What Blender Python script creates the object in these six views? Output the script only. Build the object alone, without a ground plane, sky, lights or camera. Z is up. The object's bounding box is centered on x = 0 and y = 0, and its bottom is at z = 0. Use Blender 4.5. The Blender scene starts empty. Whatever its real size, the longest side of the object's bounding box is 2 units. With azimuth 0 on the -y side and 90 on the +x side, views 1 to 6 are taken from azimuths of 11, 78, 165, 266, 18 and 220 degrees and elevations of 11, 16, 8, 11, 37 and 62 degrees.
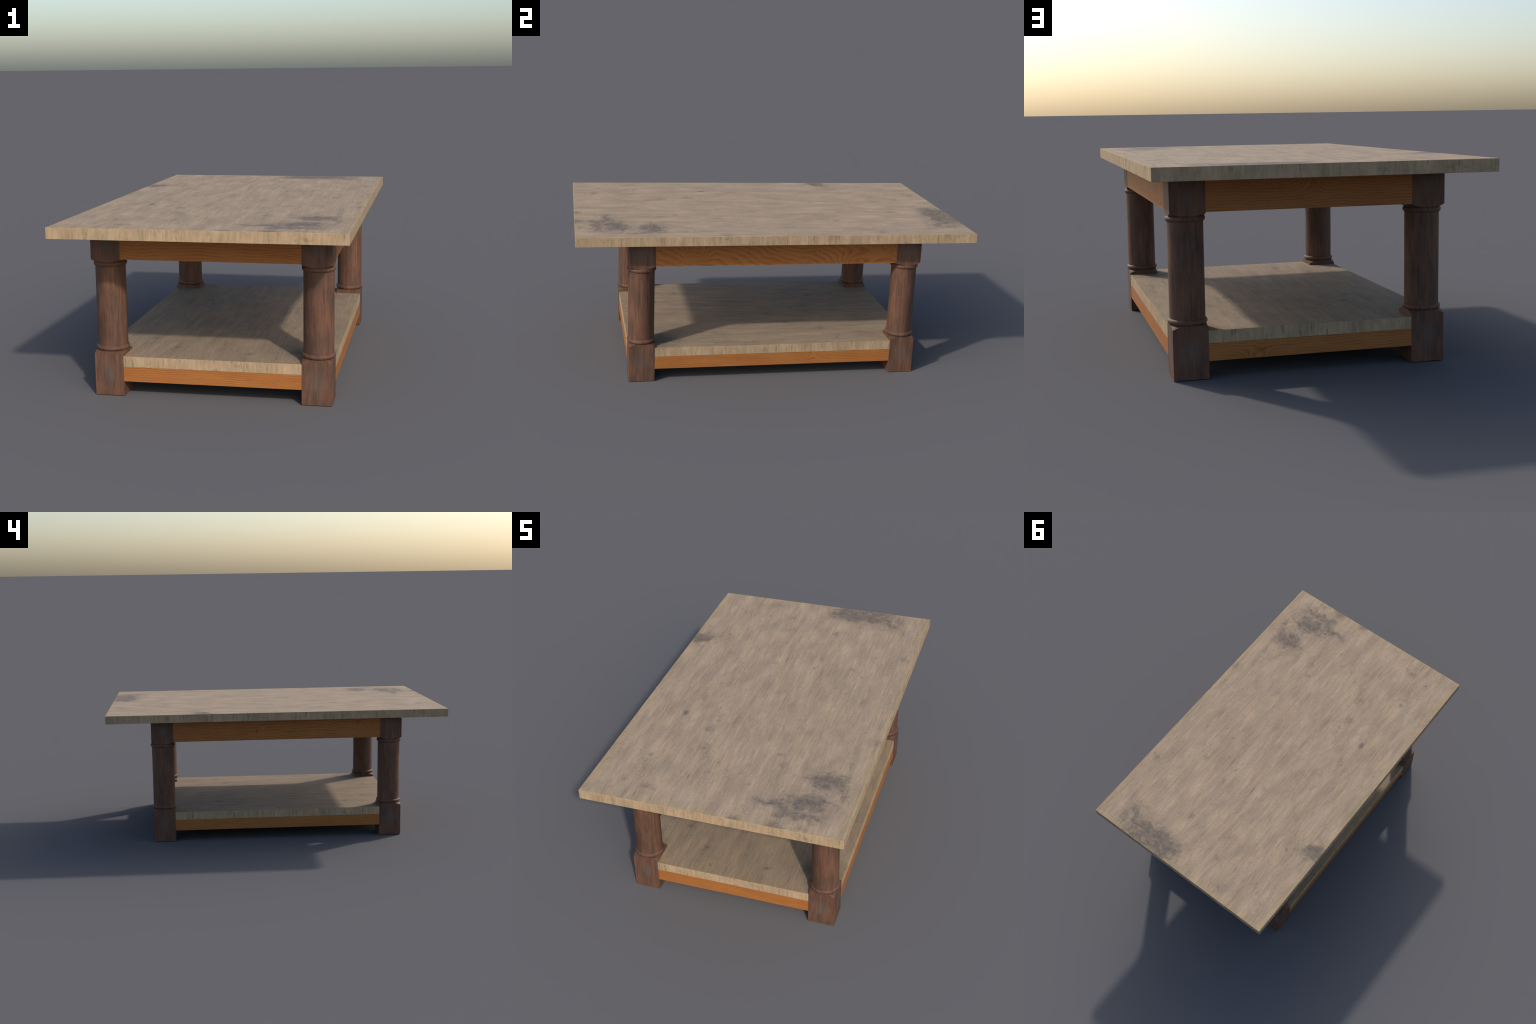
"""Weathered farmhouse coffee table: thick greyed plank top, four turned
column legs with square blocks, pine aprons, and a low shelf on pine rails."""
import bpy, bmesh, math
from mathutils import Vector

# ------------------------------------------------------------------ sizes
TOP_HALF_X, TOP_HALF_Y = 0.6088, 1.0
TOP_Z0, TOP_Z1 = 0.7285, 0.7753
LEG_X, LEG_Y = 0.4525, 0.6790          # leg axis
BLOCK = 0.0648                          # half side of the square leg blocks
FOOT_H = 0.1960                         # foot block height (middle of a face)
HEAD_Z0 = 0.5880                        # underside of the head block
SHAFT_R, RING_R, RING_TUBE = 0.0651, 0.0722, 0.0114
SHELF_Z0, SHELF_Z1 = 0.1290, 0.1756
RAIL_Z0 = 0.0640
APRON_Z0 = 0.6012
OUT_X, OUT_Y = LEG_X + BLOCK, LEG_Y + BLOCK
INSET = 0.0008                          # boards sit a hair behind leg faces


# ------------------------------------------------------------------ node helper
class Sock:
    """Wraps an output socket so that masks can be written as formulas."""
    def __init__(self, g, s):
        self.g, self.s = g, s

    def _m(self, op, *o, clamp=False):
        return self.g.math(op, self, *o, clamp=clamp)

    def __add__(self, o): return self._m('ADD', o)
    __radd__ = __add__
    def __sub__(self, o): return self._m('SUBTRACT', o)
    def __rsub__(self, o): return self.g.math('SUBTRACT', o, self)
    def __mul__(self, o): return self._m('MULTIPLY', o)
    __rmul__ = __mul__
    def __truediv__(self, o): return self._m('DIVIDE', o)
    def __neg__(self): return self._m('MULTIPLY', -1.0)
    def abs(self): return self._m('ABSOLUTE')
    def min(self, o): return self._m('MINIMUM', o)
    def max(self, o): return self._m('MAXIMUM', o)
    def clamp(self): return self._m('ADD', 0.0, clamp=True)
    def fract(self): return self._m('FRACT')
    def exp(self): return self._m('EXPONENT')
    def sqrt(self): return self._m('SQRT')
    def sin(self): return self._m('SINE')

    def smooth(self, a, b, lo=0.0, hi=1.0):
        n = self.g.nt.nodes.new('ShaderNodeMapRange')
        n.interpolation_type = 'SMOOTHSTEP'
        self.g.put(n.inputs['Value'], self)
        for k, v in (('From Min', a), ('From Max', b), ('To Min', lo), ('To Max', hi)):
            self.g.put(n.inputs[k], v)
        return Sock(self.g, n.outputs['Result'])


class Graph:
    def __init__(self, name):
        self.mat = bpy.data.materials.new(name)
        self.mat.use_nodes = True
        self.nt = self.mat.node_tree
        self.nt.nodes.clear()
        self.out = self.nt.nodes.new('ShaderNodeOutputMaterial')
        self.bsdf = self.nt.nodes.new('ShaderNodeBsdfPrincipled')
        self.nt.links.new(self.bsdf.outputs[0], self.out.inputs['Surface'])
        tc = self.nt.nodes.new('ShaderNodeTexCoord')
        self.coord = Sock(self, tc.outputs['Object'])
        sep = self.nt.nodes.new('ShaderNodeSeparateXYZ')
        self.put(sep.inputs[0], self.coord)
        self.x, self.y, self.z = (Sock(self, sep.outputs[i]) for i in range(3))

    def put(self, inp, v):
        if isinstance(v, Sock):
            self.nt.links.new(v.s, inp)
        else:
            inp.default_value = v

    def math(self, op, *ins, clamp=False):
        n = self.nt.nodes.new('ShaderNodeMath')
        n.operation, n.use_clamp = op, clamp
        for i, v in enumerate(ins):
            self.put(n.inputs[i], v)
        return Sock(self, n.outputs[0])

    def vec(self, x, y, z):
        n = self.nt.nodes.new('ShaderNodeCombineXYZ')
        for i, v in enumerate((x, y, z)):
            self.put(n.inputs[i], v)
        return Sock(self, n.outputs[0])

    def noise(self, x, y, z, detail=3.0, rough=0.55, distort=0.0):
        n = self.nt.nodes.new('ShaderNodeTexNoise')
        self.put(n.inputs['Vector'], self.vec(x, y, z))
        n.inputs['Scale'].default_value = 1.0
        n.inputs['Detail'].default_value = detail
        n.inputs['Roughness'].default_value = rough
        n.inputs['Distortion'].default_value = distort
        return Sock(self, n.outputs['Fac'])

    def mix(self, fac, a, b, mode='MIX'):
        n = self.nt.nodes.new('ShaderNodeMix')
        n.data_type, n.blend_type = 'RGBA', mode
        self.put(n.inputs['Factor'], fac)
        for k, v in ((6, a), (7, b)):
            self.put(n.inputs[k], v if isinstance(v, Sock) else (*v, 1.0))
        return Sock(self, n.outputs[2])

    def scale_colour(self, c, f):
        return self.mix(1.0, c, self.vec(f, f, f), 'MULTIPLY')

    def gauss(self, u, v, u0, v0, a, b):
        du, dv = (u - u0) / a, (v - v0) / b
        return (-(du * du + dv * dv)).exp()

    def finish(self, colour, rough, bump=None, strength=0.2, dist=0.001, spec=0.3):
        self.put(self.bsdf.inputs['Base Color'], colour)
        self.put(self.bsdf.inputs['Roughness'], rough)
        self.bsdf.inputs['Specular IOR Level'].default_value = spec
        if bump is not None:
            n = self.nt.nodes.new('ShaderNodeBump')
            n.inputs['Strength'].default_value = strength
            n.inputs['Distance'].default_value = dist
            self.put(n.inputs['Height'], bump)
            self.nt.links.new(n.outputs[0], self.bsdf.inputs['Normal'])
        return self.mat


# ------------------------------------------------------------------ materials
def weathered_face(name, stains, smudges, half_x, half_y, seed, shade=1.0):
    """Greyed plank face, grain along y, with dark knotty stains."""
    g = Graph(name)
    x, y = g.x, g.y
    wob = g.noise(x * 6, y * 3, seed, 3) - 0.5
    xw = x + wob * 0.012
    cloud = g.noise(x * 9, y * 5, seed + 1, 5, 0.62)
    band = g.noise(xw * 30, y * 2.6, seed + 2, 3)
    grain = g.noise(xw * 115, y * 4.6, seed + 3, 4, 0.66)
    fine = g.noise(xw * 230, y * 13, seed + 4, 3, 0.6)
    grit = g.noise(x * 120, y * 70, seed + 17, 2, 0.6)
    warm = g.noise(xw * 20, y * 6, seed + 5, 3)
    val = (1.0 + (cloud - 0.5) * 0.55 + (band - 0.5) * 0.50 + (grain - 0.5) * 0.66
           + (fine - 0.5) * 0.50 + (grit - 0.5) * 0.36)
    base = g.mix(warm.smooth(0.35, 0.65), FACE_GREY, FACE_WARM)
    # yellower, less bleached wood along the rim
    rim = (half_x - x.abs()).min(half_y - y.abs())
    rim_n = g.noise(x * 16, y * 12, seed + 6, 4)
    rim_m = (rim + (rim_n - 0.5) * 0.12).smooth(0.050, -0.010)
    base = g.mix(rim_m * 0.65, base, RIM_YELLOW)
    col = g.scale_colour(base, val)
    # pale flecks along the grain
    fleck = g.noise(xw * 90, y * 9, seed + 7, 2, 0.5).smooth(0.62, 0.76)
    col = g.mix(fleck * 0.26, col, FLECK)
    # short dark checks along the grain
    check = g.noise(xw * 110, y * 7, seed + 8, 2, 0.5).smooth(0.65, 0.74)
    patchy = g.noise(x * 7, y * 6, seed + 9, 3).smooth(0.40, 0.60)
    col = g.mix(check * (patchy * 0.50 + 0.08), col, STAIN)
    # scattered smoky smudges and specks, ragged and stretched with the grain
    zone = g.noise(x * 5, y * 3.5, seed + 12, 3).smooth(0.42, 0.60)
    smoke = g.noise(xw * 24, y * 13, seed + 10, 6, 0.70, 0.5).smooth(0.56, 0.74)
    speck = g.noise(x * 55, y * 34, seed + 11, 4, 0.64, 0.6).smooth(0.60, 0.72)
    col = g.mix(smoke * (zone * 0.30 + 0.14), col, STAIN)
    col = g.mix(speck * (zone * 0.42 + 0.03), col, STAIN)
    # fine crazing: thin crooked dark lines, only in a few zones
    craze = (g.noise(x * 26, y * 20, seed + 18, 4, 0.6, 0.8) - 0.5).abs().smooth(0.016, 0.0)
    craze_z = g.noise(x * 6, y * 5, seed + 19, 2).smooth(0.50, 0.68)
    col = g.mix(craze * craze_z * 0.45, col, STAIN)
    # large stains: figure lines that run across the board inside ragged blobs
    wx = x + (g.noise(x * 11, y * 11, seed + 13, 5, 0.6) - 0.5) * 0.15
    wy = y + (g.noise(x * 11, y * 11, seed + 14, 5, 0.6) - 0.5) * 0.15
    lx, ly = x + (wx - x) * 0.6, y + (wy - y) * 0.75
    lines = (g.noise(lx * 9, ly * 62, seed + 15, 4, 0.6) - 0.5) * 4.2
    blot = (g.noise(x * 20, y * 20, seed + 16, 5, 0.68, 0.5) - 0.5) * 4.2
    vein = (g.noise(lx * 8, ly * 34, seed + 20, 3, 0.55) - 0.5).abs().smooth(0.022, 0.004)
    area = None
    for (sx, sy, a, b, amt) in stains:
        t = g.gauss(wx, wy, sx, sy, a, b) * amt
        area = t if area is None else area + t
    stain = (area * (0.90 + lines * 0.66 + blot * 0.66)).smooth(0.0, 1.15) * (1.0 - vein * 0.7)
    wash = g.noise(lx * 24, ly * 48, seed + 21, 5, 0.68, 0.4).smooth(0.34, 0.66)
    haze = (area * (0.75 + blot * 0.25)).smooth(0.1, 1.0)
    col = g.mix(haze * 0.30, col, STAIN)
    col = g.mix(stain * (0.32 + wash * 0.46), col, STAIN)
    spots = None
    for (sx, sy, r, amt) in smudges:
        t = g.gauss(x + (wx - x) * 0.5, y + (wy - y) * 0.5, sx, sy, r, r) * amt
        spots = t if spots is None else spots + t
    spot = (spots * (1.0 + blot * 0.75 + lines * 0.2)).smooth(0.12, 0.95)
    col = g.mix(spot * 0.60, col, STAIN)
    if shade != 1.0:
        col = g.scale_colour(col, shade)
    return g.finish(col, 0.78, grain * 0.7 + fine * 0.5 - check * 0.6, 0.5, 0.0016, 0.2)


def weathered_edge(name, seed):
    """Saw-cut edge of the planks: short vertical streaks."""
    g = Graph(name)
    x, y, z = g.x, g.y, g.z
    streak = g.noise(x * 70, y * 70, z * 9 + seed, 4, 0.62)
    fine = g.noise(x * 150, y * 150, z * 16 + seed, 3, 0.6)
    cloud = g.noise(x * 11, y * 11, z * 8 + seed, 4, 0.6)
    warm = g.noise(x * 18, y * 18, z * 9 + seed + 3, 3)
    val = 1.0 + (streak - 0.5) * 0.85 + (fine - 0.5) * 0.45 + (cloud - 0.5) * 0.75
    col = g.scale_colour(g.mix(warm.smooth(0.35, 0.65), EDGE_A, EDGE_B), val)
    cut = g.noise(x * 95, y * 95, z * 11 + seed + 7, 2, 0.5).smooth(0.64, 0.73)
    col = g.mix(cut * 0.62, col, EDGE_DARK)
    smoke = g.noise(x * 24, y * 24, z * 26 + seed + 9, 5, 0.70, 0.5).smooth(0.54, 0.74)
    col = g.mix(smoke * 0.58, col, EDGE_DARK)
    return g.finish(col, 0.8, streak - cut, 0.35, 0.0014, 0.2)


def pine(name, along, freq, knots, seed, wander=1.0, tilt=0.0):
    """Oiled pine, growth rings drawn as level lines of a height field.
    knots: (position along, height, half length, half height, rings)."""
    g = Graph(name)
    s = g.x if along == 'x' else g.y
    z = g.z
    slow = g.noise(s * 3.0, z * 4.0, seed, 2, 0.45) - 0.5
    mid = g.noise(s * 10, z * 15, seed + 1, 3, 0.5) - 0.5
    jag = g.noise(s * 55, z * 70, seed + 2, 3) - 0.5
    f = z * freq + s * tilt + slow * (9.0 * wander) + mid * (4.0 * wander) + jag * 0.30
    for (ks, kz, a, b, rings) in knots:
        f = f + g.gauss(s, z, ks, kz, a, b) * rings
    t = f.fract()
    late = t.smooth(0.25, 0.90) * t.smooth(1.0, 0.92)
    depth = g.noise(s * 7, z * 45, seed + 5, 3, 0.6).smooth(0.30, 0.68)
    patch = g.noise(s * 6, z * 14, seed + 3, 3)
    pore = g.noise(s * 40, z * 420, seed + 4, 3, 0.6)
    col = g.mix(patch.smooth(0.3, 0.7), PINE_A, PINE_B)
    col = g.mix(late * (depth * 0.55 + 0.18), col, PINE_LATE)
    col = g.scale_colour(col, 1.0 + (pore - 0.5) * 0.45)
    for (ks, kz, a, b, rings) in knots:
        if a < 0.015:                                   # a small tight knot
            col = g.mix(g.gauss(s, z, ks, kz, 0.006, 0.006) * 0.8, col, KNOT)
    return g.finish(col, 0.55, late * 0.5 + pore * 0.5, 0.08, 0.0006, 0.28)


def walnut(name):
    """Dark reddish stained wood of the legs with vertical streaks and
    greyed, rubbed patches in the middle of each block face."""
    g = Graph(name)
    info = g.nt.nodes.new('ShaderNodeObjectInfo')
    sep = g.nt.nodes.new('ShaderNodeSeparateXYZ')
    g.put(sep.inputs[0], Sock(g, info.outputs['Location']))
    ox, oy = Sock(g, sep.outputs[0]) * 7.3, Sock(g, sep.outputs[1]) * 5.1
    x, y, z = g.x, g.y, g.z
    xx, yy = x + ox, y + oy
    streak = g.noise(xx * 105, yy * 105, z * 7, 4, 0.64)
    fine = g.noise(xx * 170, yy * 170, z * 14, 3, 0.6)
    cloud = g.noise(xx * 28, yy * 28, z * 10, 4, 0.6)
    pale = g.noise(xx * 110, yy * 110, z * 7 + 9.0, 3, 0.55)
    val = 1.0 + (streak - 0.5) * 1.05 + (fine - 0.5) * 0.7 + (cloud - 0.5) * 0.45
    col = g.mix(cloud.smooth(0.36, 0.64), LEG_DARK, LEG_RED)
    col = g.mix(pale.smooth(0.52, 0.72) * 0.50, col, LEG_ORANGE)
    col = g.scale_colour(col, val)
    split = g.noise(xx * 95, yy * 95, z * 7 + 4.0, 3, 0.5).smooth(0.62, 0.74)
    col = g.mix(split * 0.5, col, LEG_BLACK)
    # rubbed, dusty patch on the block faces
    m = x.abs().min(y.abs())
    def patch(zc, rz):
        dz = (z - zc) / rz
        dm = m / 0.032
        return (-(dz * dz + dm * dm)).exp()
    rub = (patch(0.10, 0.042) + patch(0.665, 0.034))
    rub_n = g.noise(xx * 70, yy * 70, z * 16 + 2.0, 4, 0.6)
    block = z.smooth(0.1935, 0.1930) + z.smooth(0.59, 0.5905)
    col = g.mix((rub * rub_n.smooth(0.15, 0.70) * 0.95).clamp() * block.clamp(), col, LEG_GREY)
    return g.finish(col, 0.58, streak * 0.7 + fine * 0.3 - split, 0.4, 0.0016, 0.25)


# base colours (linear)
FACE_GREY = (0.330, 0.250, 0.174)
FACE_WARM = (0.386, 0.281, 0.187)
RIM_YELLOW = (0.375, 0.272, 0.150)
FLECK = (0.520, 0.415, 0.280)
STAIN = (0.098, 0.084, 0.076)
EDGE_A = (0.362, 0.262, 0.158)
EDGE_B = (0.398, 0.276, 0.164)
EDGE_DARK = (0.135, 0.108, 0.072)
PINE_A = (0.350, 0.130, 0.032)
PINE_B = (0.378, 0.149, 0.038)
PINE_LATE = (0.215, 0.062, 0.014)
KNOT = (0.050, 0.022, 0.012)
LEG_RED = (0.130, 0.062, 0.038)
LEG_DARK = (0.096, 0.053, 0.036)
LEG_ORANGE = (0.182, 0.088, 0.049)
LEG_BLACK = (0.035, 0.022, 0.017)
SHELF_TONE = 0.77                        # shelf's flat faces, evenly darker than the table top
LEG_GREY = (0.115, 0.088, 0.074)


# ------------------------------------------------------------------ mesh helpers
def finish_mesh(bm, name, mats, smooth_angle=None, bevel=0.0):
    if bevel:
        edges = [e for e in bm.edges if len(e.link_faces) == 2 and e.calc_face_angle() > 0.7]
        bmesh.ops.bevel(bm, geom=edges, offset=bevel, segments=2, profile=0.5, affect='EDGES')
    bmesh.ops.recalc_face_normals(bm, faces=bm.faces)
    me = bpy.data.meshes.new(name)
    bm.to_mesh(me)
    bm.free()
    for m in mats:
        me.materials.append(m)
    if smooth_angle is not None:
        for p in me.polygons:
            p.use_smooth = True
        me.set_sharp_from_angle(angle=math.radians(smooth_angle))
    return me


def add(name, me, parent, loc=(0, 0, 0)):
    ob = bpy.data.objects.new(name, me)
    bpy.context.scene.collection.objects.link(ob)
    ob.parent = parent
    ob.location = loc
    return ob


def prism(outline, z0, z1):
    bm = bmesh.new()
    f = bm.faces.new([bm.verts.new((x, y, z0)) for x, y in outline])
    r = bmesh.ops.extrude_face_region(bm, geom=[f])
    bmesh.ops.translate(bm, vec=(0, 0, z1 - z0),
                        verts=[v for v in r['geom'] if isinstance(v, bmesh.types.BMVert)])
    return bm


def rect(x0, x1, y0, y1):
    return [(x0, y0), (x1, y0), (x1, y1), (x0, y1)]


def face_edge_split(me):
    """Slot 0 on the flat faces, slot 1 on the sawn edges."""
    for p in me.polygons:
        p.material_index = 0 if abs(p.normal.z) > 0.72 else 1


def shoulder(x, y):
    """How far a turned shoulder cuts the block end back at (x, y)."""
    r = math.hypot(x, y)
    return 0.57 * max(0.0, r - 0.0702)


def leg_block(name, z_flat, z_turned, mat, n=40):
    """Square block whose column end is turned down at the corners."""
    bm = bmesh.new()
    sgn = 1.0 if z_turned > z_flat else -1.0
    h = BLOCK
    grid = [[bm.verts.new((-h + 2 * h * i / n, -h + 2 * h * j / n,
                           z_turned - sgn * shoulder(-h + 2 * h * i / n, -h + 2 * h * j / n)))
             for j in range(n + 1)] for i in range(n + 1)]
    for i in range(n):
        for j in range(n):
            bm.faces.new((grid[i][j], grid[i + 1][j], grid[i + 1][j + 1], grid[i][j + 1]))
    border = [e for e in bm.edges if e.is_boundary]
    r = bmesh.ops.extrude_edge_only(bm, edges=border)
    for v in (v for v in r['geom'] if isinstance(v, bmesh.types.BMVert)):
        v.co.z = z_flat
    bmesh.ops.holes_fill(bm, edges=[e for e in bm.edges if e.is_boundary], sides=0)
    corner = [e for e in bm.edges if abs(e.verts[0].co.z - e.verts[1].co.z) > 0.05
              and len(e.link_faces) == 2 and e.calc_face_angle() > 1.2]
    bmesh.ops.bevel(bm, geom=corner, offset=0.0012, segments=2, profile=0.5, affect='EDGES')
    return finish_mesh(bm, name, [mat], 22)


def revolve(name, profile, mat, seg=72, closed=False, angle=50):
    bm = bmesh.new()
    rings = [[bm.verts.new((r * math.cos(2 * math.pi * k / seg), r * math.sin(2 * math.pi * k / seg), z))
              for k in range(seg)] for r, z in profile]
    pairs = list(zip(rings, rings[1:])) + ([(rings[-1], rings[0])] if closed else [])
    for a, b in pairs:
        for k in range(seg):
            bm.faces.new((a[k], a[(k + 1) % seg], b[(k + 1) % seg], b[k]))
    if not closed:
        bm.faces.new(rings[0])
        bm.faces.new(rings[-1])
    return finish_mesh(bm, name, [mat], angle)


# ------------------------------------------------------------------ build
table = bpy.data.objects.new('coffee_table', None)
bpy.context.scene.collection.objects.link(table)
table['label'] = 'weathered farmhouse coffee table with column legs and low shelf'
table['category'] = 'table'

# where the stains of the top lie: x, y, half width, half length, amount
TOP_STAINS = [
    # knotty patch by one corner: two eyes and trailing figure lines
    (0.435, -0.625, 0.060, 0.045, 1.10), (0.425, -0.620, 0.130, 0.090, 0.78),
    (0.415, -0.800, 0.055, 0.035, 0.85), (0.370, -0.805, 0.165, 0.075, 0.85),
    (0.385, -0.905, 0.110, 0.036, 1.00), (0.250, -0.850, 0.100, 0.036, 0.72),
    # wide patch against the far end
    (0.340, 0.920, 0.105, 0.055, 1.25), (0.220, 0.900, 0.115, 0.055, 1.20),
    (0.430, 0.845, 0.080, 0.055, 0.75), (0.110, 0.935, 0.090, 0.055, 1.10),
    (0.250, 0.985, 0.200, 0.030, 0.70),
    # blotch on the long edge
    (-0.570, 0.440, 0.060, 0.055, 2.60),
]
TOP_SMUDGES = [
    (-0.378, -0.281, 0.020, 1.0), (-0.216, -0.378, 0.035, 0.62), (-0.184, -0.536, 0.040, 0.60),
    (-0.398, -0.662, 0.020, 0.75), (-0.320, -0.903, 0.045, 0.68), (0.534, -0.722, 0.036, 0.80),
    (0.118, -0.988, 0.030, 0.95), (0.302, -0.992, 0.045, 0.80), (0.421, -0.966, 0.022, 0.70),
    (0.555, 0.520, 0.035, 0.70), (0.587, -0.280, 0.030, 0.60), (0.325, 0.336, 0.022, 0.70),
    (0.129, 0.395, 0.025, 0.55), (-0.096, 0.304, 0.030, 0.55), (-0.430, 0.526, 0.014, 0.80),
    (-0.282, 0.930, 0.045, 0.60), (-0.147, 0.797, 0.030, 0.55), (0.191, -0.482, 0.025, 0.60),
    (0.146, 0.692, 0.028, 0.65), (0.205, -0.560, 0.030, 0.55),
]
SHELF_STAINS = [(0.400, -0.560, 0.100, 0.070, 0.95)]
SHELF_SMUDGES = [
    (-0.330, -0.420, 0.022, 0.75), (-0.200, -0.560, 0.025, 0.60), (0.150, -0.620, 0.030, 0.6),
    (0.300, 0.300, 0.024, 0.75), (-0.250, 0.350, 0.030, 0.6), (0.05, 0.05, 0.03, 0.5),
]

top_face = weathered_face('weathered_top', TOP_STAINS, TOP_SMUDGES, TOP_HALF_X, TOP_HALF_Y, 3.0)
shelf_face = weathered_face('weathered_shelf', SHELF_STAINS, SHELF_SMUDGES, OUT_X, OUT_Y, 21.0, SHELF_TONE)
top_edge = weathered_edge('weathered_top_edge', 0.0)
shelf_edge = weathered_edge('weathered_shelf_edge', 13.0)
leg_wood = walnut('dark_leg_wood')

me = finish_mesh(prism(rect(-TOP_HALF_X, TOP_HALF_X, -TOP_HALF_Y, TOP_HALF_Y), TOP_Z0, TOP_Z1),
                 'table_top', [top_face, top_edge], None, 0.0012)
face_edge_split(me)
add('table_top', me, table)

# shelf: notched at the corners around the legs
ix, iy = LEG_X - BLOCK + 0.001, LEG_Y - BLOCK + 0.001
ex, ey = OUT_X - INSET, OUT_Y - INSET
outline = [(-ix, -ey), (ix, -ey), (ix, -iy), (ex, -iy), (ex, iy), (ix, iy),
           (ix, ey), (-ix, ey), (-ix, iy), (-ex, iy), (-ex, -iy), (-ix, -iy)]
me = finish_mesh(prism(outline, SHELF_Z0, SHELF_Z1), 'shelf', [shelf_face, shelf_edge], None, 0.0010)
face_edge_split(me)
add('shelf', me, table)

# aprons and rails: one board per side, between the legs
BOARD = 0.030
BOARDS = [
    # name, side axis, sign, z0, z1, material
    ('apron', 'y', -1, APRON_Z0, TOP_Z0, pine('pine_apron_front', 'x', 70, [
        (0.285, 0.585, 0.055, 0.040, -4.5)], 1.0, 0.35)),
    ('apron', 'x', 1, APRON_Z0, TOP_Z0, pine('pine_apron_right', 'y', 34, [
        (-0.413, 0.667, 0.050, 0.045, 4.0), (0.400, 0.600, 0.090, 0.050, 4.5),
        (0.181, 0.690, 0.022, 0.024, -1.6), (0.560, 0.700, 0.045, 0.030, -2.5)], 5.0, 0.40, 13.0)),
    ('apron', 'y', 1, APRON_Z0, TOP_Z0, pine('pine_apron_back', 'x', 95, [
        (-0.006, 0.735, 0.050, 0.055, -5.5)], 9.0, 0.35)),
    ('apron', 'x', -1, APRON_Z0, TOP_Z0, pine('pine_apron_left', 'y', 70, [
        (0.122, 0.656, 0.012, 0.010, 1.2), (0.085, 0.655, 0.020, 0.020, 1.8),
        (-0.483, 0.660, 0.030, 0.028, 3.0), (-0.545, 0.615, 0.060, 0.045, -4.5)], 13.0, 0.5)),
    ('shelf_rail', 'y', -1, RAIL_Z0, SHELF_Z0, pine('pine_rail_front', 'x', 110, [], 17.0, 0.55)),
    ('shelf_rail', 'x', 1, RAIL_Z0, SHELF_Z0, pine('pine_rail_right', 'y', 110, [
        (0.203, 0.135, 0.040, 0.040, -4.5)], 21.0, 0.45)),
    ('shelf_rail', 'y', 1, RAIL_Z0, SHELF_Z0, pine('pine_rail_back', 'x', 100, [
        (0.206, 0.062, 0.050, 0.030, 4.0)], 25.0, 0.45)),
    ('shelf_rail', 'x', -1, RAIL_Z0, SHELF_Z0, pine('pine_rail_left', 'y', 100, [], 29.0, 0.5)),
]
for name, axis, sgn, z0, z1, mat in BOARDS:
    if axis == 'y':
        a, b = sgn * (OUT_Y - INSET), sgn * (OUT_Y - INSET - BOARD)
        o = rect(-ix, ix, min(a, b), max(a, b))
    else:
        a, b = sgn * (OUT_X - INSET), sgn * (OUT_X - INSET - BOARD)
        o = rect(min(a, b), max(a, b), -iy, iy)
    add(name, finish_mesh(prism(o, z0, z1 - 0.0003), name, [mat], None, 0.0006), table)

# legs
foot_me = leg_block('foot_block', 0.0, FOOT_H, leg_wood)
head_me = leg_block('head_block', TOP_Z0 - 0.0003, HEAD_Z0, leg_wood)
shaft_me = revolve('leg', [(SHAFT_R, FOOT_H - 0.004), (SHAFT_R, 0.30), (SHAFT_R, 0.40),
                           (SHAFT_R, 0.50), (SHAFT_R, HEAD_Z0 + 0.004)], leg_wood)
tube = [(RING_R - RING_TUBE + RING_TUBE * math.cos(2 * math.pi * k / 20),
         RING_TUBE * math.sin(2 * math.pi * k / 20)) for k in range(20)]
low_ring = revolve('collar_ring', [(r, FOOT_H + RING_TUBE - 0.0006 + z) for r, z in tube], leg_wood, closed=True, angle=180)
high_ring = revolve('collar_ring', [(r, HEAD_Z0 - RING_TUBE + 0.0006 + z) for r, z in tube], leg_wood, closed=True, angle=180)
for sx in (-1, 1):
    for sy in (-1, 1):
        leg = add('leg', shaft_me, table, (sx * LEG_X, sy * LEG_Y, 0))
        add('foot_block', foot_me, leg)
        add('head_block', head_me, leg)
        add('collar_ring', low_ring, leg)
        add('collar_ring', high_ring, leg)
